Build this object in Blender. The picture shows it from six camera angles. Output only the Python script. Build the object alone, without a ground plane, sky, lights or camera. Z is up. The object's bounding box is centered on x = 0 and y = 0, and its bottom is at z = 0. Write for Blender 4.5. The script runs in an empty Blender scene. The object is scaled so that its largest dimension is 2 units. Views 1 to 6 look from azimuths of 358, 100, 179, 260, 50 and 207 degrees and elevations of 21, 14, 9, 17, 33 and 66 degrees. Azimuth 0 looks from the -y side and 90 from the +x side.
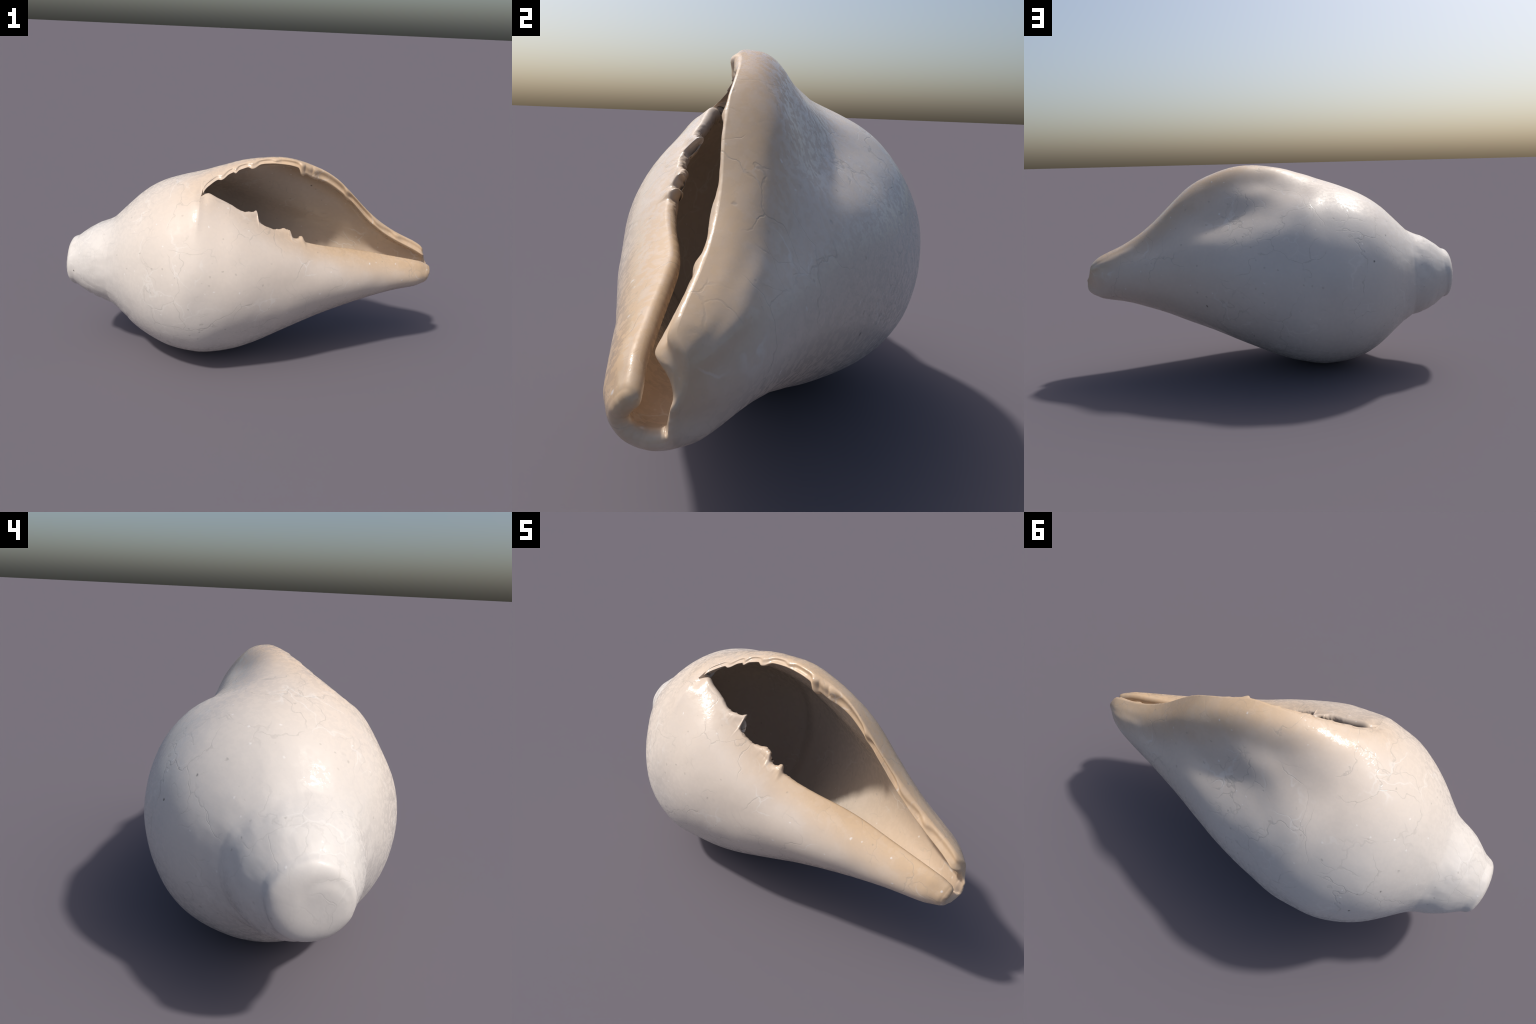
"""A large pale conch (a sacred chank type sea shell) lying on its body whorl.

The shell is lofted: cross-sections stand along the shell axis (x), each is a
smooth ring of radii round the axis plus a flare towards the outer lip.  From the
rear corner of the aperture forwards the ring is open between the outer lip and the
columella edge; an inner wall, a grooved lip face, a rounded columella edge and the
rim of the siphonal canal close it to one solid wall.  The finished surface is then
divided into its anatomical parts without any seam.
"""
import bpy
import bmesh
import numpy as np
from mathutils import noise, Vector

TAU = 2 * np.pi

# ------------------------------------------------------------------ measurements
# sections of the shell: x, then radii round the axis from the outer lip over the back, under
# the belly and up the front to the columella edge (behind the aperture: once round)
RING = (0, 0.02, 0.042, 0.068, 0.1, 0.145, 0.21, 0.28, 0.36, 0.44, 0.52, 0.6, 0.68, 0.75, 0.82, 0.88, 0.93, 0.97, 1)
SECTIONS = [
    (-1, (0.123, 0.124, 0.124, 0.125, 0.127, 0.129, 0.129, 0.128, 0.126, 0.125, 0.125, 0.124, 0.124, 0.126, 0.125, 0.124, 0.123, 0.123, 0.123)),
    (-0.95, (0.139, 0.139, 0.139, 0.140, 0.141, 0.141, 0.141, 0.140, 0.138, 0.140, 0.141, 0.139, 0.136, 0.140, 0.140, 0.140, 0.139, 0.138, 0.139)),
    (-0.9, (0.172, 0.172, 0.172, 0.172, 0.172, 0.172, 0.171, 0.170, 0.170, 0.173, 0.175, 0.170, 0.167, 0.170, 0.172, 0.173, 0.173, 0.172, 0.172)),
    (-0.85, (0.203, 0.202, 0.202, 0.202, 0.201, 0.201, 0.200, 0.199, 0.199, 0.203, 0.205, 0.199, 0.195, 0.198, 0.201, 0.203, 0.204, 0.204, 0.203)),
    (-0.79, (0.229, 0.228, 0.228, 0.227, 0.226, 0.225, 0.225, 0.224, 0.224, 0.227, 0.228, 0.222, 0.218, 0.221, 0.225, 0.228, 0.229, 0.229, 0.229)),
    (-0.72, (0.274, 0.274, 0.273, 0.273, 0.272, 0.272, 0.271, 0.270, 0.267, 0.269, 0.269, 0.265, 0.261, 0.264, 0.268, 0.273, 0.275, 0.275, 0.274)),
    (-0.63, (0.354, 0.354, 0.354, 0.354, 0.355, 0.356, 0.355, 0.352, 0.348, 0.347, 0.346, 0.347, 0.343, 0.341, 0.345, 0.350, 0.356, 0.355, 0.354)),
    (-0.54, (0.421, 0.420, 0.421, 0.421, 0.423, 0.422, 0.419, 0.415, 0.412, 0.414, 0.416, 0.413, 0.406, 0.409, 0.411, 0.412, 0.423, 0.422, 0.421)),
    (-0.44, (0.478, 0.478, 0.477, 0.474, 0.468, 0.463, 0.459, 0.458, 0.456, 0.465, 0.460, 0.457, 0.456, 0.463, 0.467, 0.468, 0.474, 0.477, 0.478)),
    (-0.34, (0.517, 0.522, 0.522, 0.512, 0.495, 0.482, 0.475, 0.482, 0.476, 0.479, 0.480, 0.480, 0.483, 0.499, 0.501, 0.497, 0.497, 0.509, 0.517)),
    (-0.266, (0.539, 0.548, 0.544, 0.528, 0.504, 0.488, 0.480, 0.483, 0.478, 0.483, 0.483, 0.486, 0.492, 0.508, 0.500, 0.506, 0.508, 0.524, 0.539)),
    (-0.18, (0.567, 0.569, 0.554, 0.520, 0.490, 0.489, 0.486, 0.480, 0.478, 0.480, 0.471, 0.480, 0.486, 0.494, 0.496, 0.499, 0.500, 0.505, 0.512)),
    (-0.07, (0.597, 0.591, 0.549, 0.502, 0.474, 0.460, 0.468, 0.464, 0.456, 0.447, 0.442, 0.458, 0.463, 0.466, 0.482, 0.486, 0.482, 0.473, 0.463)),
    (0.06, (0.615, 0.595, 0.530, 0.485, 0.443, 0.422, 0.426, 0.430, 0.422, 0.400, 0.393, 0.409, 0.415, 0.428, 0.444, 0.447, 0.442, 0.423, 0.404)),
    (0.19, (0.608, 0.591, 0.528, 0.467, 0.411, 0.388, 0.393, 0.395, 0.378, 0.356, 0.342, 0.345, 0.356, 0.379, 0.394, 0.395, 0.392, 0.368, 0.342)),
    (0.32, (0.566, 0.547, 0.488, 0.425, 0.374, 0.355, 0.356, 0.348, 0.327, 0.302, 0.285, 0.285, 0.297, 0.319, 0.339, 0.343, 0.329, 0.307, 0.286)),
    (0.45, (0.493, 0.478, 0.447, 0.391, 0.348, 0.324, 0.311, 0.296, 0.274, 0.251, 0.236, 0.236, 0.244, 0.264, 0.286, 0.286, 0.269, 0.247, 0.226)),
    (0.58, (0.368, 0.360, 0.349, 0.325, 0.295, 0.269, 0.259, 0.249, 0.227, 0.201, 0.185, 0.184, 0.195, 0.213, 0.231, 0.227, 0.209, 0.188, 0.170)),
    (0.7, (0.263, 0.262, 0.258, 0.250, 0.239, 0.226, 0.219, 0.210, 0.188, 0.161, 0.146, 0.143, 0.154, 0.170, 0.180, 0.176, 0.161, 0.148, 0.137)),
    (0.8, (0.203, 0.202, 0.202, 0.200, 0.199, 0.194, 0.187, 0.178, 0.156, 0.131, 0.119, 0.119, 0.126, 0.139, 0.145, 0.137, 0.126, 0.118, 0.111)),
    (0.9, (0.153, 0.153, 0.153, 0.153, 0.152, 0.152, 0.142, 0.134, 0.117, 0.112, 0.105, 0.103, 0.107, 0.112, 0.109, 0.098, 0.092, 0.087, 0.084)),
    (0.985, (0.096, 0.101, 0.103, 0.102, 0.096, 0.086, 0.079, 0.071, 0.067, 0.084, 0.087, 0.087, 0.087, 0.083, 0.073, 0.062, 0.056, 0.053, 0.052)),
]
AXIS_START = (0.005, 0.485)      # y, z of the axis at x = -1
AXIS_END = (0.012, 0.495)        # y, z of the axis at x = +1
CAP = 0.044                       # depth of the rounded worn apex
CORNER_X = -0.266                # rear corner of the aperture
RIM_X = 0.997
RIM_DEPTH = 0.024                # length over which the wall rounds off at the canal's end

# inner edge of the outer lip (x, y, z) from the rear corner to the canal
LIP = np.array([
    (-0.268, -0.266, 0.942), (-0.250, -0.228, 0.966), (-0.225, -0.205, 0.983),
    (-0.199, -0.185, 0.998), (-0.167, -0.166, 1.012), (-0.135, -0.150, 1.026),
    (-0.087, -0.129, 1.043), (-0.038, -0.108, 1.057), (0.061, -0.078, 1.070),
    (0.146, -0.060, 1.066), (0.232, -0.040, 1.043), (0.290, -0.012, 1.002),
    (0.383, 0.013, 0.960), (0.460, 0.022, 0.910), (0.536, 0.025, 0.850),
    (0.620, 0.036, 0.764), (0.701, 0.040, 0.699), (0.780, 0.038, 0.650),
    (0.858, 0.034, 0.610), (0.928, 0.028, 0.573), (1.000, 0.022, 0.530)])
# from the inner to the outer edge of the lip: x, then dy, dz (the lip rolls over towards the canal)
LIP_FACE = np.array([
    (-0.27, 0.020, 0.020), (-0.20, 0.025, 0.028), (-0.10, 0.025, 0.030), (0.10, 0.020, 0.034),
    (0.20, 0.008, 0.042), (0.32, -0.015, 0.050), (0.46, -0.026, 0.058), (0.62, -0.012, 0.052),
    (0.78, 0.005, 0.046), (0.93, 0.012, 0.038), (1.00, 0.014, 0.034)])
# edge of the columella and parietal wall (x, y, z)
COLUMELLA = np.array([
    (-0.268, -0.264, 0.940), (-0.245, -0.235, 0.937), (-0.195, -0.238, 0.934),
    (-0.130, -0.240, 0.908), (-0.048, -0.250, 0.856), (0.035, -0.247, 0.808),
    (0.103, -0.241, 0.775), (0.198, -0.217, 0.726), (0.256, -0.200, 0.703),
    (0.346, -0.180, 0.684), (0.442, -0.139, 0.660), (0.566, -0.088, 0.632),
    (0.697, -0.066, 0.607), (0.812, -0.049, 0.584), (0.906, -0.033, 0.561),
    (1.000, -0.020, 0.540)])
# broken teeth along the columella edge: x of the tip, height, rear ramp, front drop, outward swell
TEETH = [(0.012, 0.056, 0.030, 0.009, 0.007), (-0.030, 0.010, 0.040, 0.03, 0.004),
         (0.150, 0.020, 0.045, 0.030, 0.004), (0.184, 0.024, 0.026, 0.012, 0.010),
         (0.250, 0.014, 0.030, 0.014, 0.012)]
# beads that bridge the groove in the lip face: x, half length, how much they hang over the inner edge
LIP_BEADS = [(-0.165, 0.020, 0.012), (-0.100, 0.010, 0.011), (-0.012, 0.024, 0.017),
             (0.105, 0.018, 0.0), (0.243, 0.017, 0.030), (0.282, 0.024, 0.007), (0.315, 0.020, 0.004),
             (0.495, 0.016, 0.008), (0.690, 0.035, 0.0), (0.800, 0.020, 0.0)]
WALL = np.array([(-0.60, 0.054), (-0.27, 0.052), (-0.15, 0.046), (0.00, 0.039), (0.12, 0.040), (0.28, 0.045), (0.42, 0.043),
                 (0.60, 0.046), (0.80, 0.043), (1.0, 0.040)])


# ------------------------------------------------------------------ interpolation
def spline_weights(xs, x):
    """Natural cubic spline as a matrix: values at knots xs -> values at x."""
    xs = np.asarray(xs, float)
    n, h = len(xs), np.diff(xs)
    left, right = np.eye(n), np.zeros((n, n))
    for i in range(1, n - 1):
        left[i, i - 1:i + 2] = h[i - 1], 2 * (h[i - 1] + h[i]), h[i]
        right[i, i - 1:i + 2] = 6 / h[i - 1], -6 / h[i - 1] - 6 / h[i], 6 / h[i]
    bend = np.linalg.solve(left, right)
    x = np.clip(x, xs[0], xs[-1])
    i = np.clip(np.searchsorted(xs, x) - 1, 0, n - 2)
    step = h[i]
    f = (x - xs[i]) / step
    a, k = 1 - f, np.arange(len(x))
    w = np.zeros((len(x), n))
    w[k, i] += a
    w[k, i + 1] += f
    w += ((a ** 3 - a) * step ** 2 / 6)[:, None] * bend[i]
    w += ((f ** 3 - f) * step ** 2 / 6)[:, None] * bend[i + 1]
    return w


def smooth(e0, e1, x):
    t = np.clip((x - e0) / (e1 - e0), 0, 1)
    return t * t * (3 - 2 * t)


def bump(d, w):
    return np.exp(-(d / w) ** 2)


def axis(x):
    t = (np.asarray(x) + 1) / 2
    return (AXIS_START[0] + (AXIS_END[0] - AXIS_START[0]) * t,
            AXIS_START[1] + (AXIS_END[1] - AXIS_START[1]) * t)


def along(curve, x):
    return spline_weights(curve[:, 0], x) @ curve[:, 1:]


def edge_angle(yz, x):
    cy, cz = axis(x)
    return np.arctan2(yz[:, 1] - cz, yz[:, 0] - cy)


def fbm(points, scale, seed, octaves=3):
    off = Vector((seed * 13.7, seed * 7.3, seed * 3.1))
    return np.array([noise.fractal(Vector(p) * scale + off, 1.0, 2.0, octaves) for p in points])


# ------------------------------------------------------------------ stations along the axis
def stations():
    cap = -1 + CAP * (1 - np.cos(np.linspace(0, np.pi / 2, 22)))[1:-1]
    xs, x = list(cap), -1 + CAP
    while x < CORNER_X - 0.001:
        xs.append(x)
        x += 0.006 if x < -0.33 else 0.003
    xs.append(CORNER_X)
    x = CORNER_X
    while x < RIM_X - RIM_DEPTH - 0.004:
        d = x - CORNER_X
        x += 0.0008 if d < 0.01 else 0.002 if d < 0.6 else 0.003
        xs.append(x)
    xs += list(RIM_X - RIM_DEPTH * (1 - np.sin(np.linspace(0, np.pi / 2, 16))))
    return np.array(xs)


X = stations()
ROWS, COLS, LIPN = len(X), 420, 17
iA = int(np.argmin(np.abs(X - CORNER_X)))       # row of the aperture's rear corner

# angles of both edges of the opening; behind the corner they meet in one line
xa = np.maximum(X, CORNER_X)
lip_in = along(LIP, xa)
face_vec = np.stack([np.interp(xa, LIP_FACE[:, 0], LIP_FACE[:, k]) for k in (1, 2)], -1)
lip_out = lip_in + face_vec * smooth(CORNER_X - 0.002, CORNER_X + 0.012, xa)[:, None]
col = along(COLUMELLA, xa)
th_lip, th_col = edge_angle(lip_out, xa), edge_angle(col, xa)
th_corner = 2.100
w = smooth(CORNER_X, CORNER_X + 0.006, X)
th_lip, th_col = th_corner + (th_lip - th_corner) * w, th_corner + (th_col - th_corner) * w


def relaxed(edge):
    """The edge angle with its bend at the rear corner smoothed out along x."""
    grid = np.linspace(-1.2, 1.2, 2401)
    kernel = np.exp(-(np.arange(-150, 151) / 45.0) ** 2)
    e = np.interp(grid, X, edge)
    return np.interp(X, grid, np.convolve(np.pad(e, 150, mode='edge'), kernel / kernel.sum(), mode='valid'))


lip_lane, col_lane = relaxed(th_lip), relaxed(th_col)      # lanes the section radii are laid out on
tip = smooth(0.935, 0.992, X) ** 1.4
# the lip is drawn back by the bulge its face will add, and notched at the end of the canal
r_lip = np.hypot(lip_in[:, 0] - axis(X)[0], lip_in[:, 1] - axis(X)[1])
drawn = smooth(CORNER_X, CORNER_X + 0.05, X) / r_lip
th_lip, th_col = th_lip - 0.95 * tip - 0.005 * drawn, th_col + 0.12 * tip
turn_back = 0.95 * tip + np.interp(X, (0.1, 0.3), (0.014, 0.005)) * drawn
rel = lip_in - np.stack(axis(X), -1)
cos_t, sin_t = np.cos(-turn_back), np.sin(-turn_back)
lip_in = np.stack(axis(X), -1) + np.stack([rel[:, 0] * cos_t - rel[:, 1] * sin_t, rel[:, 0] * sin_t + rel[:, 1] * cos_t], -1)

knots = np.array([s[0] for s in SECTIONS])
radii = np.array([s[1] for s in SECTIONS])
BX = spline_weights(knots, X)
cap_scale = (1 - 0.13 * smooth(0.92, 1.0, X)) * (1 - np.clip((-1 + CAP - X) / CAP, 0, 1) ** 2.7) ** (1 / 2.7)

wall = np.interp(X, WALL[:, 0], WALL[:, 1])
open_ = smooth(CORNER_X, CORNER_X + 0.012, X)   # 0 behind the corner, 1 along the aperture

# teeth: move the columella edge along the ring and swell outwards
tooth_h, tooth_o = np.zeros(ROWS), np.zeros(ROWS)
for tx, height, ramp, drop, swell in TEETH:
    d = X - tx
    f = np.where(d < 0, np.exp(-(-d / ramp) ** 1.3), np.exp(-(np.abs(d) / drop) ** 2.5))
    tooth_h += height * f
    tooth_o += swell * f
edge_pts = np.c_[X, col]
tooth_h += open_ * (0.004 * fbm(edge_pts, 26, 1) + 0.002 * fbm(edge_pts, 70, 2)) * smooth(0.45, 0.2, X) * smooth(-0.16, -0.05, X)
r_col = np.hypot(col[:, 0] - axis(X)[0], col[:, 1] - axis(X)[1])
col_round = 0.42 * wall
th_col = th_col + open_ * (0.55 * col_round - tooth_h) / r_col

# columns: crowded near both edges
s = np.linspace(0, 1, COLS)
s = s - 0.86 * np.sin(TAU * s) / TAU
TH = th_lip[:, None] + (th_col - TAU - th_lip)[:, None] * s[None]


def outer_radius(TH):
    p = np.linspace(0, 1, 400)
    pull = np.where(p < 0.3, np.cos(np.pi * np.minimum(p, 0.3) / 0.6) ** 2, 0)
    turn = np.empty_like(TH)
    for i in range(len(TH)):                     # where on the ring each angle lies
        lane = 2.055 - TAU * p + (lip_lane[i] - 2.055) * pull + (col_lane[i] - 2.055) * pull[::-1]
        turn[i] = np.interp(-TH[i], -lane, p)
    ring = spline_weights(np.array(RING), turn.ravel()).reshape(turn.shape + (-1,))
    r = np.einsum('xk,kj,xcj->xc', BX, radii, ring)
    seam = 0.5 * (r[:, :1] + r[:, -1:]) * (X <= CORNER_X)[:, None]      # the ring closes behind the corner
    r = np.where(seam > 0, r + (seam - r[:, :1]) * bump(turn, 0.03) + (seam - r[:, -1:]) * bump(1 - turn, 0.03), r)
    r = r * cap_scale[:, None]
    # sutures between the worn whorls of the spire
    xx, c, sn = X[:, None], np.cos(TH), np.sin(TH)
    for x0, helix, depth, wid in ((-0.752, 0.020, 0.007, 0.018), (-0.943, 0.014, 0.005, 0.012)):
        d = xx - (x0 + helix * sn * 0.5 + 0.006 * np.sin(3 * TH + 40 * x0))
        depth = depth * (0.42 + 0.58 * bump((TH - 4.9 + np.pi) % TAU - np.pi, 1.25))
        r = r - depth * np.exp(-np.abs(d) / wid) + 0.35 * depth * bump(d + 0.05, 0.035)
    low = bump((TH - 4.6 + np.pi) % TAU - np.pi, 0.85)
    for x0 in (-0.70, -0.815, -0.872):
        r = r - 0.005 * low * np.exp(-np.abs(xx - x0 - 0.02 * np.sin(TH + 9 * x0)) / 0.006)
    under = (TH % TAU - 4.05)
    d = xx - (-0.66 - 0.10 * under)
    r = r - 0.004 * np.exp(-np.abs(d) / 0.012) * bump(under, 0.55)
    # the rear corner of the aperture is sunk a little below the whorl
    r = r - 0.013 * bump(xx - CORNER_X - 0.006, 0.032) * bump((TH - th_corner + np.pi) % TAU - np.pi, 0.10)
    # callus ridge that runs down from the rear corner of the aperture
    below = (TH % TAU) - th_corner
    line = CORNER_X - 0.004 - 0.05 * np.clip(below, 0, 1) ** 1.5
    d = xx - line
    fade = smooth(-0.22, 0.0, below) * smooth(0.62, 0.06, below)
    r = r + fade * (0.005 * np.where(d < 0, bump(d, 0.06), bump(d, 0.020)))
    return r


R = outer_radius(TH)
cy, cz = axis(X)
near_col = np.exp(-((th_col - TAU)[:, None] - TH) ** 2 * r_col[:, None] ** 2 / 0.022 ** 2)
R = R + near_col * (open_ * tooth_o)[:, None]

# gentle lumps over the whole surface, stronger on the worn spire
coarse_rows, coarse_cols = np.linspace(0, ROWS - 1, 150).astype(int), np.linspace(0, COLS - 1, 140).astype(int)
P0 = np.stack([np.repeat(X[:, None], COLS, 1), R * np.cos(TH), R * np.sin(TH)], -1)[coarse_rows][:, coarse_cols].reshape(-1, 3)
lump = 0.0022 * fbm(P0, 4.0, 21, 3) + np.interp(P0[:, 0], (-1, -0.75, -0.55), (0.0035, 0.004, 0.0)) * fbm(P0 * (1.6, 1, 1), 9.0, 22, 4)
lump = lump.reshape(150, 140)
lump = np.stack([np.interp(np.arange(ROWS), coarse_rows, lump[:, k]) for k in range(140)], 1)
lump = np.stack([np.interp(np.arange(COLS), coarse_cols, lump[k]) for k in range(ROWS)], 0)
behind_seam = (X <= CORNER_X)[:, None]
lump = np.where(behind_seam, lump + (lump[:, -1:] - lump[:, :1]) * 0.5 * np.maximum(1 - 4 * s, 0) - (lump[:, -1:] - lump[:, :1]) * 0.5 * np.maximum(4 * s - 3, 0), lump)
R = R + lump * np.minimum(cap_scale, 1)[:, None]


def place(R, TH):
    y, z = R * np.cos(TH), R * np.sin(TH)
    shift = smooth(0.80, RIM_X, X)[:, None] ** 1.0 * np.clip(0.10 * z + 0.05 * y, -0.03, 0.03)
    return np.stack([X[:, None] + shift, cy[:, None] + y, cz[:, None] + z], -1)


OUT = place(R, TH)
# worn apex: a faint swirl scar and uneven flattening of the end face
rho = (R / 0.13)
face = smooth(-0.955, -0.995, X)[:, None]
swirl = bump(np.sin(0.5 * (TH - 4.2 * rho + 0.6)), 0.28) * smooth(0.15, 0.4, rho) * smooth(1.05, 0.75, rho)
OUT[..., 0] += face * (0.0022 * swirl + 0.003 * bump(rho, 0.5) + 0.004 * np.sin(TH + 0.8) * rho)


def grid_normals(P):
    du, dv = np.gradient(P, axis=0), np.gradient(P, axis=1)
    n = np.cross(du, dv)
    n /= np.linalg.norm(n, axis=-1, keepdims=True) + 1e-12
    flip = np.sum(n[..., 1:] * (P[..., 1:] - np.stack([cy, cz], -1)[:, None]), -1, keepdims=True)
    return n * np.where(np.median(flip) < 0, -1, 1)


NRM = grid_normals(OUT)
behind = X <= CORNER_X
for a in (NRM,):                                 # the closed rows share a normal at the joint
    m = a[behind, 0] + a[behind, -1]
    m /= np.linalg.norm(m, axis=-1, keepdims=True)
    a[behind, 0] = a[behind, -1] = m

# ------------------------------------------------------------------ inner wall
arc = np.cumsum(np.linalg.norm(np.diff(OUT, axis=1, prepend=OUT[:, :1]), axis=-1), axis=1)
t = wall[:, None] * (1 - 0.20 * bump(arc, 0.13) * smooth(0.60, 0.30, X)[:, None])      # thinner towards the lip
flat_n = NRM * (1 - np.array([1.0, 0.0, 0.0]) * smooth(0.82, 0.93, X)[:, None, None])     # across the canal, not along it
flat_n /= np.linalg.norm(flat_n, axis=-1, keepdims=True)
INN = OUT - flat_n * t[..., None]
cavity_end = -0.88
shrink = np.clip((X - cavity_end) / (-0.76 - cavity_end), 0, 1) ** 0.5
r_polar = np.maximum(R - 1.05 * t, 0.01) * shrink[:, None]
POL = np.stack([np.repeat(X[:, None], COLS, 1), cy[:, None] + r_polar * np.cos(TH), cz[:, None] + r_polar * np.sin(TH)], -1)
mix = smooth(-0.40, -0.27, X)[:, None, None]
INN = POL * (1 - mix) + INN * mix
# the cavity is smoother than the outside: relax it away from the edges
free = (smooth(0.06, 0.16, arc) * smooth(0.03, 0.10, arc[:, -1:] - arc) * smooth(-0.30, -0.20, X)[:, None] * smooth(0.93, 0.8, X)[:, None])[..., None]
for _ in range(260):
    near = INN.copy()
    near[1:-1, 1:-1] = 0.25 * (INN[2:, 1:-1] + INN[:-2, 1:-1] + INN[1:-1, 2:] + INN[1:-1, :-2])
    INN = INN + free * (near - INN)
target = np.c_[OUT[:, 0, 0], lip_in]
thin = np.clip(tooth_h / 0.05, 0, 1) * 0.35 * open_         # teeth taper: the wall is thinner at their tips
left_arc = arc[:, -1:] - arc
INN = INN + (OUT - INN) * (thin[:, None] * np.exp(-(left_arc / 0.03) ** 2))[..., None]
pull = (target - INN[:, 0]) * open_[:, None]
INN = INN + pull[:, None] * np.exp(-(arc / 0.07) ** 2)[..., None]


# ------------------------------------------------------------------ lip face and columella edge
def tangent_at(edge, inner):
    d = edge - inner
    d[:, 0] = 0
    return d / (np.linalg.norm(d, axis=-1, keepdims=True) + 1e-12)


T_lip, T_col = tangent_at(OUT[:, 0], OUT[:, 4]), tangent_at(OUT[:, -1], OUT[:, -5])
q = np.linspace(0, 1, LIPN + 2)[1:-1]
bead, hang = np.zeros(ROWS), np.zeros(ROWS)
for bx, half, over in LIP_BEADS:
    bead = np.maximum(bead, np.exp(-(np.abs(X - bx) / (1.2 * half)) ** 2))
    d = X - bx
    hang += over * np.exp(-(np.abs(d) / np.where(d < 0, 0.75 * half, 1.1 * half)) ** 2.6)
rough = fbm(np.c_[X, lip_in], 18, 5)
deep = 0.6 + 0.4 * smooth(0.46, 0.53, X) * smooth(0.75, 0.6, X) + 0.25 * rough
lipface = []
for k, qq in enumerate(q):
    out, inn = OUT[:, 0], INN[:, 0]
    e = (1 - np.cos(np.pi * qq)) / 2 * 0.5 + 0.5 * qq
    p = out + (inn - out) * e
    round_ = np.interp(X, (-0.2, 0.1), (0.010, 0.016)) * np.sin(np.pi * qq) ** 0.6
    groove = 0.014 * bump(qq - 0.47, 0.19) * deep * (1 - 0.95 * bead) * (1 - tip)
    ridge = 0.007 * bump(qq - 0.78, 0.13) * (1 - tip) + 0.003 * rough * np.sin(np.pi * qq) * (1 - tip)
    p = p + T_lip * (open_ * (round_ - groove + ridge + 0.005 * bead * bump(qq - 0.38, 0.2) + 0.3 * hang * np.sin(np.pi * qq)))[:, None]
    down = (inn - out) / (np.linalg.norm(inn - out, axis=-1, keepdims=True) + 1e-9)
    p = p + down * (open_ * hang * smooth(0.35, 0.95, qq))[:, None]
    lipface.append(p)
LIPF = np.stack(lipface, 1)
down = (INN[:, 0] - OUT[:, 0]) / (np.linalg.norm(INN[:, 0] - OUT[:, 0], axis=-1, keepdims=True) + 1e-9)
INN = INN + (down * (open_ * hang)[:, None])[:, None] * np.exp(-(arc / 0.012) ** 2)[..., None]

colface = []
for qq in q:
    e = (1 - np.cos(np.pi * qq)) / 2
    p = OUT[:, -1] + (INN[:, -1] - OUT[:, -1]) * e + T_col * (open_ * col_round * np.sin(np.pi * qq))[:, None]
    chip = fbm(p * (1.0, 1.0, 1.0), 45, 11, 3) * smooth(-0.14, -0.02, X) * smooth(0.36, 0.24, X)
    p = p + T_col * (open_ * 0.005 * chip * np.sin(np.pi * qq))[:, None]
    colface.append(p)
COLF = np.stack(colface, 1)
mid = 0.5 * (LIPF[iA] + COLF[iA])
LIPF[iA] = COLF[iA] = mid

# rolled rim at the end of the canal: the wall draws in to its own middle line in a half round
t_end = np.clip((X - RIM_X + RIM_DEPTH) / RIM_DEPTH, 0, 1)
keep = np.maximum(np.sqrt(1 - t_end ** 2), 0.02)[:, None, None]
MID = 0.5 * (OUT + INN)
LIPF = MID[:, :1] + (LIPF - MID[:, :1]) * keep
COLF = MID[:, -1:] + (COLF - MID[:, -1:]) * keep
OUT = MID + (OUT - MID) * keep
INN = MID + (INN - MID) * keep
nick = fbm(MID[-1], 30, 9) * 0.004                # the rim is slightly uneven
for P in (OUT, INN):
    P[..., 0] += t_end[:, None] ** 2 * nick
LIPF[..., 0] += (t_end ** 2)[:, None] * nick[0]
COLF[..., 0] += (t_end ** 2)[:, None] * nick[-1]

# ------------------------------------------------------------------ one closed mesh
verts, region_of_face, faces = [], [], []


def add(P):
    start = len(verts)
    verts.extend(map(tuple, P.reshape(-1, 3)))
    return np.arange(start, start + int(np.prod(P.shape[:-1]))).reshape(P.shape[:-1])


iOut = add(OUT)
i0 = int(np.argmax(X > cavity_end + 0.004))
iInn = np.full((ROWS, COLS), -1)
iInn[i0:] = add(INN[i0:])
iLip = np.full((ROWS, LIPN), -1)
iCol = np.full((ROWS, LIPN), -1)
iLip[iA:] = add(LIPF[iA:])
iCol[iA:] = add(COLF[iA:])
iCol[iA] = iLip[iA]
iOut[:iA + 1, -1] = iOut[:iA + 1, 0]
iInn[i0:iA + 1, -1] = iInn[i0:iA + 1, 0]

REGION = ["spire", "body_whorl", "siphonal_canal", "outer_lip", "columella", "inner_wall"]
SPIRE, BODY, CANAL, LIPR, COLR, INNER = range(6)


def quads(a, region):
    q4 = np.stack([a[:-1, :-1], a[1:, :-1], a[1:, 1:], a[:-1, 1:]], -1).reshape(-1, 4)
    reg = region.reshape(-1) if isinstance(region, np.ndarray) else np.full(len(q4), region)
    faces.extend(q4.tolist())
    region_of_face.extend(reg.tolist())


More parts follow.
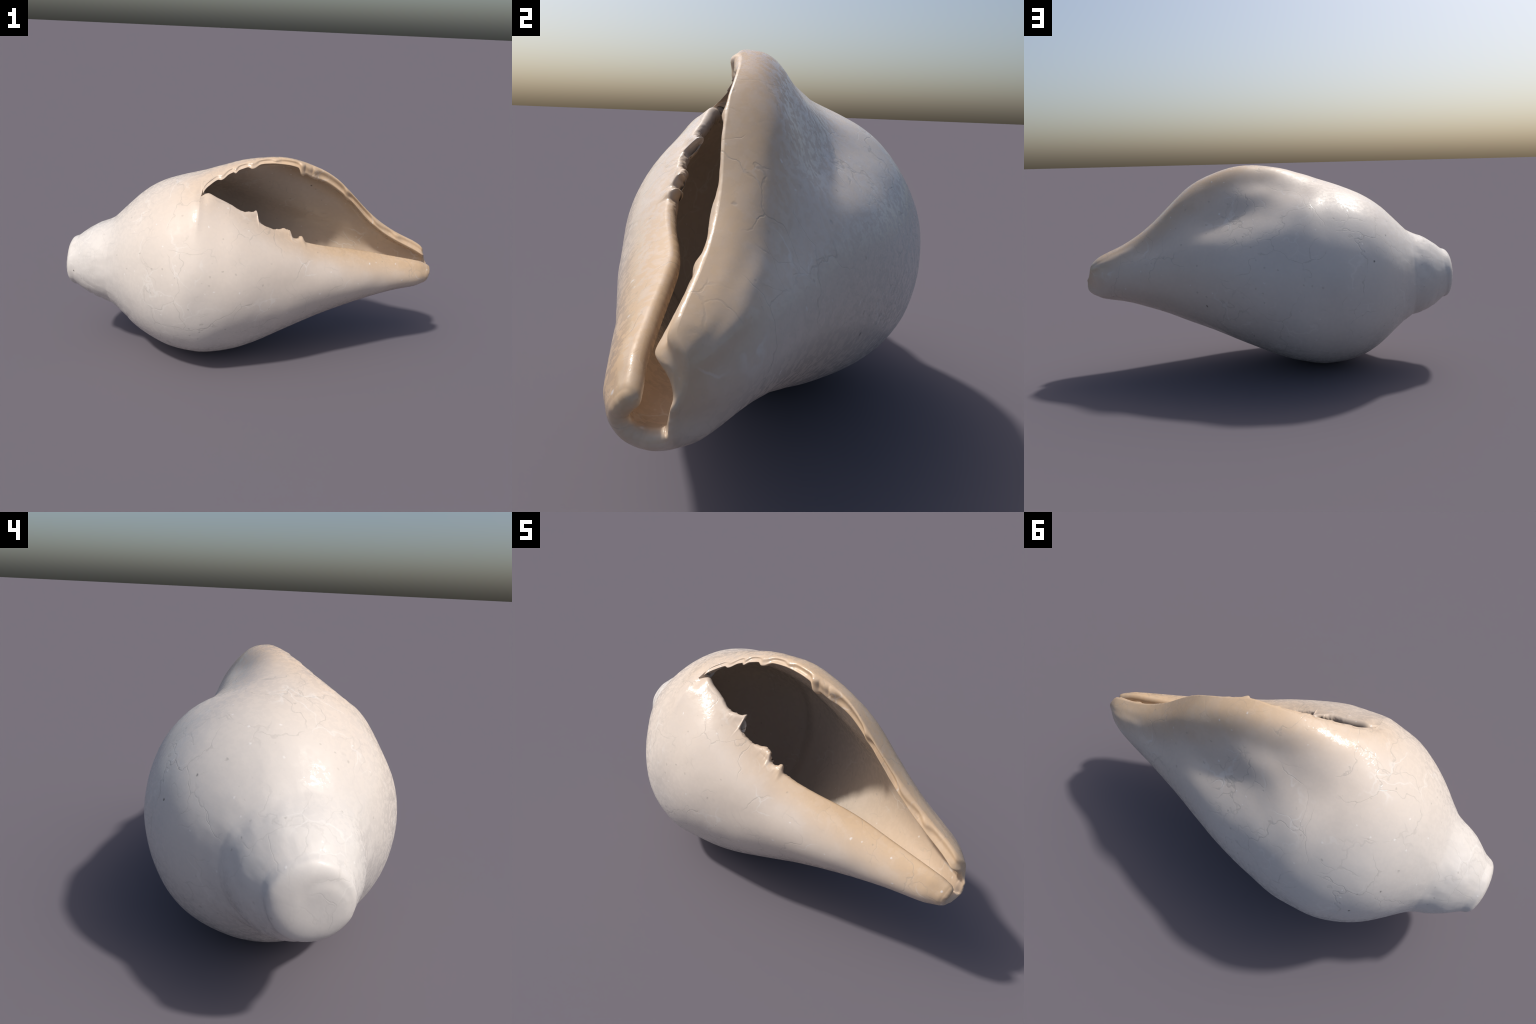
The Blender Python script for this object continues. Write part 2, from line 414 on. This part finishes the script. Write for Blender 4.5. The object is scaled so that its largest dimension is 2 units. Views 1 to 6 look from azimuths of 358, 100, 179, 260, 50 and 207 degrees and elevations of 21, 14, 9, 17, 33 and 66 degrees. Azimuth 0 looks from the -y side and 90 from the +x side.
reg = np.where(X[:-1, None] < -0.752, SPIRE, np.where(X[:-1, None] > 0.60, CANAL, BODY)) * np.ones((1, COLS - 1), int)
arc_m = arc[:-1, :-1]
left = arc[:-1, -1:] - arc_m
isopen = X[:-1, None] > CORNER_X + 0.002
reg = np.where(isopen & (arc_m < 0.055), LIPR, reg)
reg = np.where(isopen & (left < 0.045), COLR, reg)
quads(iOut, reg)
quads(iInn[i0:], INNER)
quads(np.concatenate([iOut[iA:, :1], iLip[iA:], iInn[iA:, :1]], 1), LIPR)
quads(np.concatenate([iOut[iA:, -1:], iCol[iA:], iInn[iA:, -1:]], 1), COLR)
quads(np.stack([iOut[-1], iInn[-1]]), CANAL)
for ring_end in ([iOut[-1, 0], *iLip[-1], iInn[-1, 0]], [iOut[-1, -1], *iCol[-1], iInn[-1, -1]]):
    faces.append([int(v) for v in ring_end])
    region_of_face.append(CANAL)
apex = add(np.array([[-0.997, cy[0], cz[0]]]))[0]
deep_end = add(np.array([[cavity_end, cy[i0], cz[i0]]]))[0]
for j in range(COLS - 1):
    faces.append([apex, iOut[0, j], iOut[0, j + 1]])
    region_of_face.append(SPIRE)
    faces.append([deep_end, iInn[i0, j], iInn[i0, j + 1]])
    region_of_face.append(INNER)
clean, clean_region = [], []
for f, g in zip(faces, region_of_face):
    f = list(dict.fromkeys(f))
    if len(f) >= 3:
        clean.append(f)
        clean_region.append(g)

V = np.array(verts)
V[:, 2] -= OUT[..., 2].min()                     # rests on the ground
print("extent", V.min(0), V.max(0))
whole = bpy.data.meshes.new("whole_shell")
whole.from_pydata(V.tolist(), [], clean)
whole.polygons.foreach_set("use_smooth", [True] * len(clean))
tag = whole.attributes.new("part", 'INT', 'FACE')
tag.data.foreach_set("value", clean_region)
bm = bmesh.new()
bm.from_mesh(whole)
bmesh.ops.delete(bm, geom=[v for v in bm.verts if not v.link_faces], context='VERTS')
bmesh.ops.recalc_face_normals(bm, faces=bm.faces)
bm.to_mesh(whole)
bm.free()
whole.update()

# ------------------------------------------------------------------ materials
class Nodes:
    """Small helper that wires shader nodes."""

    def __init__(self, name):
        self.mat = bpy.data.materials.new(name)
        self.mat.use_nodes = True
        self.t = self.mat.node_tree
        self.t.nodes.clear()
        self.co = self.t.nodes.new("ShaderNodeTexCoord").outputs["Object"]

    def put(self, kind, inputs=None, **props):
        n = self.t.nodes.new(kind)
        for k, val in props.items():
            setattr(n, k, val)
        for k, val in (inputs or {}).items():
            sock = n.inputs[k]
            if isinstance(val, bpy.types.NodeSocket):
                self.t.links.new(val, sock)
            else:
                sock.default_value = val
        return n

    def math(self, op, a, b=0.0, clamp=False):
        return self.put("ShaderNodeMath", {0: a, 1: b}, operation=op, use_clamp=clamp).outputs[0]

    def vec(self, op, a, b=(0, 0, 0)):
        n = self.put("ShaderNodeVectorMath", {0: a, 1: b}, operation=op)
        return n.outputs["Value"] if op in ("DOT_PRODUCT", "LENGTH", "DISTANCE") else n.outputs[0]

    def remap(self, v, a, b, lo=0.0, hi=1.0, smooth_=True):
        return self.put("ShaderNodeMapRange", {0: v, 1: a, 2: b, 3: lo, 4: hi},
                        interpolation_type='SMOOTHSTEP' if smooth_ else 'LINEAR').outputs[0]

    def noise(self, scale, detail=3.0, rough=0.55, co=None, out="Fac"):
        return self.put("ShaderNodeTexNoise", {"Vector": co or self.co, "Scale": scale, "Detail": detail, "Roughness": rough}).outputs[out]

    def voronoi(self, scale, feature, co=None, out="Distance", randomness=1.0):
        return self.put("ShaderNodeTexVoronoi", {"Vector": co or self.co, "Scale": scale, "Randomness": randomness}, feature=feature).outputs[out]

    def mix(self, fac, a, b):
        n = self.put("ShaderNodeMix", {0: fac, 6: a, 7: b}, data_type='RGBA')
        return n.outputs[2]

    def segment(self, a, b):
        """Distance from the point to the segment a-b."""
        a, b = np.array(a, float), np.array(b, float)
        ab = b - a
        pa = self.vec("SUBTRACT", self.co, tuple(a))
        h = self.math("DIVIDE", self.vec("DOT_PRODUCT", pa, tuple(ab)), float(ab @ ab), clamp=True)
        on = self.put("ShaderNodeVectorMath", {0: tuple(ab), 3: h}, operation='SCALE').outputs[0]
        return self.vec("DISTANCE", pa, on)

    def nearest(self, curve, lift):
        d = None
        for a, b in zip(curve[:-1], curve[1:]):
            e = self.segment(np.add(a, lift), np.add(b, lift))
            d = e if d is None else self.math("MINIMUM", d, e)
        return d


WHITE = (0.605, 0.568, 0.53, 1)
PEARL = (0.575, 0.545, 0.515, 1)
CREAM = (0.588, 0.495, 0.413, 1)
TAN = (0.53, 0.375, 0.235, 1)
GREY = (0.25, 0.235, 0.21, 1)


def shell_material(name, inside=False):
    k = Nodes(name)
    drop = (0, 0, -float(OUT[..., 2].min()))
    lip_pts = [LIP[i] + (0, 0.01, 0.03) for i in (1, 4, 7, 9, 11, 14, 16, 20)]
    col_pts = [COLUMELLA[i] for i in (1, 4, 7, 10, 12, 15)]
    d_lip, d_col = k.nearest(lip_pts, drop), k.nearest(col_pts, drop)
    x = k.put("ShaderNodeSeparateXYZ", {0: k.co}).outputs[0]
    wob = k.math("MULTIPLY", k.math("SUBTRACT", k.noise(5.0, 4), 0.5), 0.10)
    forward = k.remap(x, -0.35, 0.75)
    # tan along the lip and, growing towards the canal, on the columella
    lip_m = k.remap(k.math("ADD", d_lip, wob), 0.02, 0.19, 1.0, 0.0)
    lip_m = k.math("MULTIPLY", lip_m, k.remap(x, -0.35, 0.25, 0.35, 0.95))
    col_reach = k.remap(x, -0.2, 0.7, 0.10, 0.16)
    col_m = k.remap(k.math("DIVIDE", k.math("ADD", d_col, wob), col_reach), 0.15, 1.25, 1.0, 0.0)
    col_m = k.math("MULTIPLY", col_m, k.remap(x, -0.28, 0.55, 0.12, 1.0))
    tan_m = k.math("MAXIMUM", lip_m, col_m)
    if inside:
        tan_m = k.math("MAXIMUM", tan_m, k.remap(x, -0.1, 0.95, 0.25, 0.62))
    # broad cream tint round the aperture and over the whole canal
    near = k.math("MINIMUM", d_lip, d_col)
    cream_m = k.math("MULTIPLY", k.remap(k.math("ADD", near, wob), 0.04, 0.80, 1.0, 0.0), 0.92)
    cream_m = k.math("MAXIMUM", cream_m, k.remap(k.math("ADD", x, wob), -0.15, 0.65, 0.0, 0.80))
    blotch = k.noise(2.3, 5, 0.6)
    body = k.mix(k.remap(blotch, 0.35, 0.68), WHITE, PEARL)
    mottle = k.noise(60.0, 4, 0.6)
    body = k.mix(k.math("MULTIPLY", k.remap(mottle, 0.40, 0.70), 0.03), body, (0.47, 0.445, 0.41, 1))
    colour = k.mix(cream_m, body, CREAM)
    colour = k.mix(tan_m, colour, TAN)
    # cloudy glaze patches
    cloud = k.remap(k.noise(20.0, 5, 0.62), 0.53, 0.57)
    colour = k.mix(k.math("MULTIPLY", cloud, 0.06), colour, (0.68, 0.60, 0.53, 1))
    # hairline cracks, broken up
    warp = k.put("ShaderNodeVectorMath", {0: k.noise(4.5, 3, 0.5, out="Color"), 3: 0.30}, operation='SCALE').outputs[0]
    jit = k.put("ShaderNodeVectorMath", {0: k.noise(30.0, 3, 0.6, out="Color"), 3: 0.022}, operation='SCALE').outputs[0]
    wco = k.vec("ADD", k.vec("ADD", k.co, warp), jit)
    edge = k.voronoi(3.9, 'DISTANCE_TO_EDGE', wco)
    gate = k.remap(k.noise(4.1, 3), 0.44, 0.56)
    crack = k.math("MULTIPLY", k.remap(edge, 0.001, 0.013, 1.0, 0.0), gate)
    fine = k.math("MULTIPLY", k.remap(k.voronoi(9.0, 'DISTANCE_TO_EDGE', k.vec("ADD", wco, (0.7, 2.2, 5.0))), 0.004, 0.035, 1.0, 0.0), k.remap(k.noise(5.3, 3), 0.52, 0.64))
    crack = k.math("MULTIPLY", k.math("MAXIMUM", crack, k.math("MULTIPLY", fine, 0.55)), k.remap(x, -0.85, -0.45, 0.45, 1.0))
    colour = k.mix(k.math("MULTIPLY", crack, 0.28 if not inside else 0.18), colour, GREY)
    # pale healed scratches
    pale = k.math("MULTIPLY", k.remap(k.voronoi(5.3, 'DISTANCE_TO_EDGE', k.vec("ADD", wco, (3.1, 1.7, 0.4))), 0.004, 0.026, 1.0, 0.0), k.remap(k.noise(3.7, 2), 0.50, 0.64))
    colour = k.mix(k.math("MULTIPLY", pale, 0.38), colour, (0.70, 0.67, 0.63, 1))
    # pits and white grains
    def dots(scale, channel, threshold, r0, r1, shift=(0, 0, 0)):
        jig = k.put("ShaderNodeVectorMath", {0: k.noise(scale * 3.0, 2, out="Color"), 3: 0.25 / scale}, operation='SCALE').outputs[0]
        c = k.put("ShaderNodeTexVoronoi", {"Vector": k.vec("ADD", k.vec("ADD", k.co, jig), shift), "Scale": scale})
        p = k.put("ShaderNodeSeparateColor", {0: c.outputs["Color"]})
        return k.math("MULTIPLY", k.remap(c.outputs["Distance"], r0, r1, 1.0, 0.0), k.math("GREATER_THAN", p.outputs[channel], threshold))
    pit = dots(17.0, 0, 0.45, 0.03, 0.13)
    colour = k.mix(k.math("MULTIPLY", pit, 0.34), colour, (0.22, 0.20, 0.175, 1))
    speck = dots(40.0, 1, 0.76, 0.04, 0.15, (1.3, 0.2, 0.9))
    colour = k.mix(k.math("MULTIPLY", speck, 0.13), colour, (0.27, 0.25, 0.225, 1))
    rare = dots(9.0, 1, 0.84, 0.03, 0.075, (4.0, 1.0, 2.0))
    colour = k.mix(k.math("MULTIPLY", rare, 0.75), colour, (0.06, 0.057, 0.05, 1))
    white = dots(19.0, 0, 0.50, 0.03, 0.13, (7.1, 3.2, 0.3))
    colour = k.mix(k.math("MULTIPLY", white, 0.6), colour, (0.76, 0.73, 0.70, 1))
    # gloss: polished where the callus is, patchy and half worn elsewhere
    patch = k.remap(k.noise(46.0, 4, 0.62), 0.49, 0.52, 1.0, 0.0)
    polish = k.remap(near, 0.03, 0.26, 1.0, 0.0)
    glaze = k.math("MAXIMUM", k.math("MULTIPLY", patch, 0.50), k.math("MULTIPLY", polish, k.math("ADD", k.math("MULTIPLY", patch, 0.70), 0.18)))
    height = k.math("MULTIPLY", k.noise(26.0, 5, 0.6), 0.17)
    height = k.math("ADD", height, k.math("MULTIPLY", k.noise(110.0, 3, 0.6), 0.045))
    height = k.math("SUBTRACT", height, k.math("MULTIPLY", k.math("MAXIMUM", crack, k.math("MAXIMUM", pit, rare)), 0.16))
    height = k.math("ADD", height, k.math("MULTIPLY", white, 0.10))
    bumpn = k.put("ShaderNodeBump", {"Height": height, "Strength": 0.08 if inside else 0.22, "Distance": 0.010}).outputs[0]
    pitting = k.math("ADD", k.noise(70.0, 4, 0.65), k.math("MULTIPLY", k.noise(20.0, 3, 0.5), 0.8))
    fine_n = k.put("ShaderNodeBump", {"Height": pitting, "Strength": 0.05 if inside else 0.16, "Distance": 0.006, "Normal": bumpn}).outputs[0]
    bsdf = k.put("ShaderNodeBsdfPrincipled", {"Base Color": colour, "Roughness": 0.50, "Specular IOR Level": 0.32, "Normal": bumpn, "Coat Weight": glaze,
                                              "Coat Roughness": 0.10, "Coat Normal": fine_n, "IOR": 1.5})
    out = k.put("ShaderNodeOutputMaterial", {"Surface": bsdf.outputs[0]})
    return k.mat


outside_mat = shell_material("glazed_white_shell")
inside_mat = shell_material("cream_inner_wall", inside=True)

# ------------------------------------------------------------------ parts
root = bpy.data.objects.new("conch_shell", None)
bpy.context.scene.collection.objects.link(root)
root["label"] = "large glossy white conch shell with cream aperture and canal"
root["category"] = "sea shell"

nv, nf = len(whole.vertices), len(whole.polygons)
allco, alln = np.empty(nv * 3, np.float32), np.empty(nv * 3, np.float32)
whole.vertices.foreach_get("co", allco)
whole.vertex_normals.foreach_get("vector", alln)
allco, alln = allco.reshape(-1, 3), alln.reshape(-1, 3)
part = np.empty(nf, np.int32)
whole.attributes["part"].data.foreach_get("value", part)
polys = [tuple(p.vertices) for p in whole.polygons]
for r, name in enumerate(REGION):
    mine = [polys[i] for i in np.where(part == r)[0]]
    used = np.unique(np.concatenate([np.array(f) for f in mine]))
    new = np.full(nv, -1)
    new[used] = np.arange(len(used))
    mesh = bpy.data.meshes.new(name)
    mesh.from_pydata(allco[used].tolist(), [], [[int(new[v]) for v in f] for f in mine])
    mesh.polygons.foreach_set("use_smooth", [True] * len(mine))
    mesh.materials.append(inside_mat if r == INNER else outside_mat)
    mesh.update()
    mesh.normals_split_custom_set_from_vertices(alln[used].tolist())
    ob = bpy.data.objects.new(name, mesh)
    ob.parent = root
    bpy.context.scene.collection.objects.link(ob)
bpy.data.meshes.remove(whole)
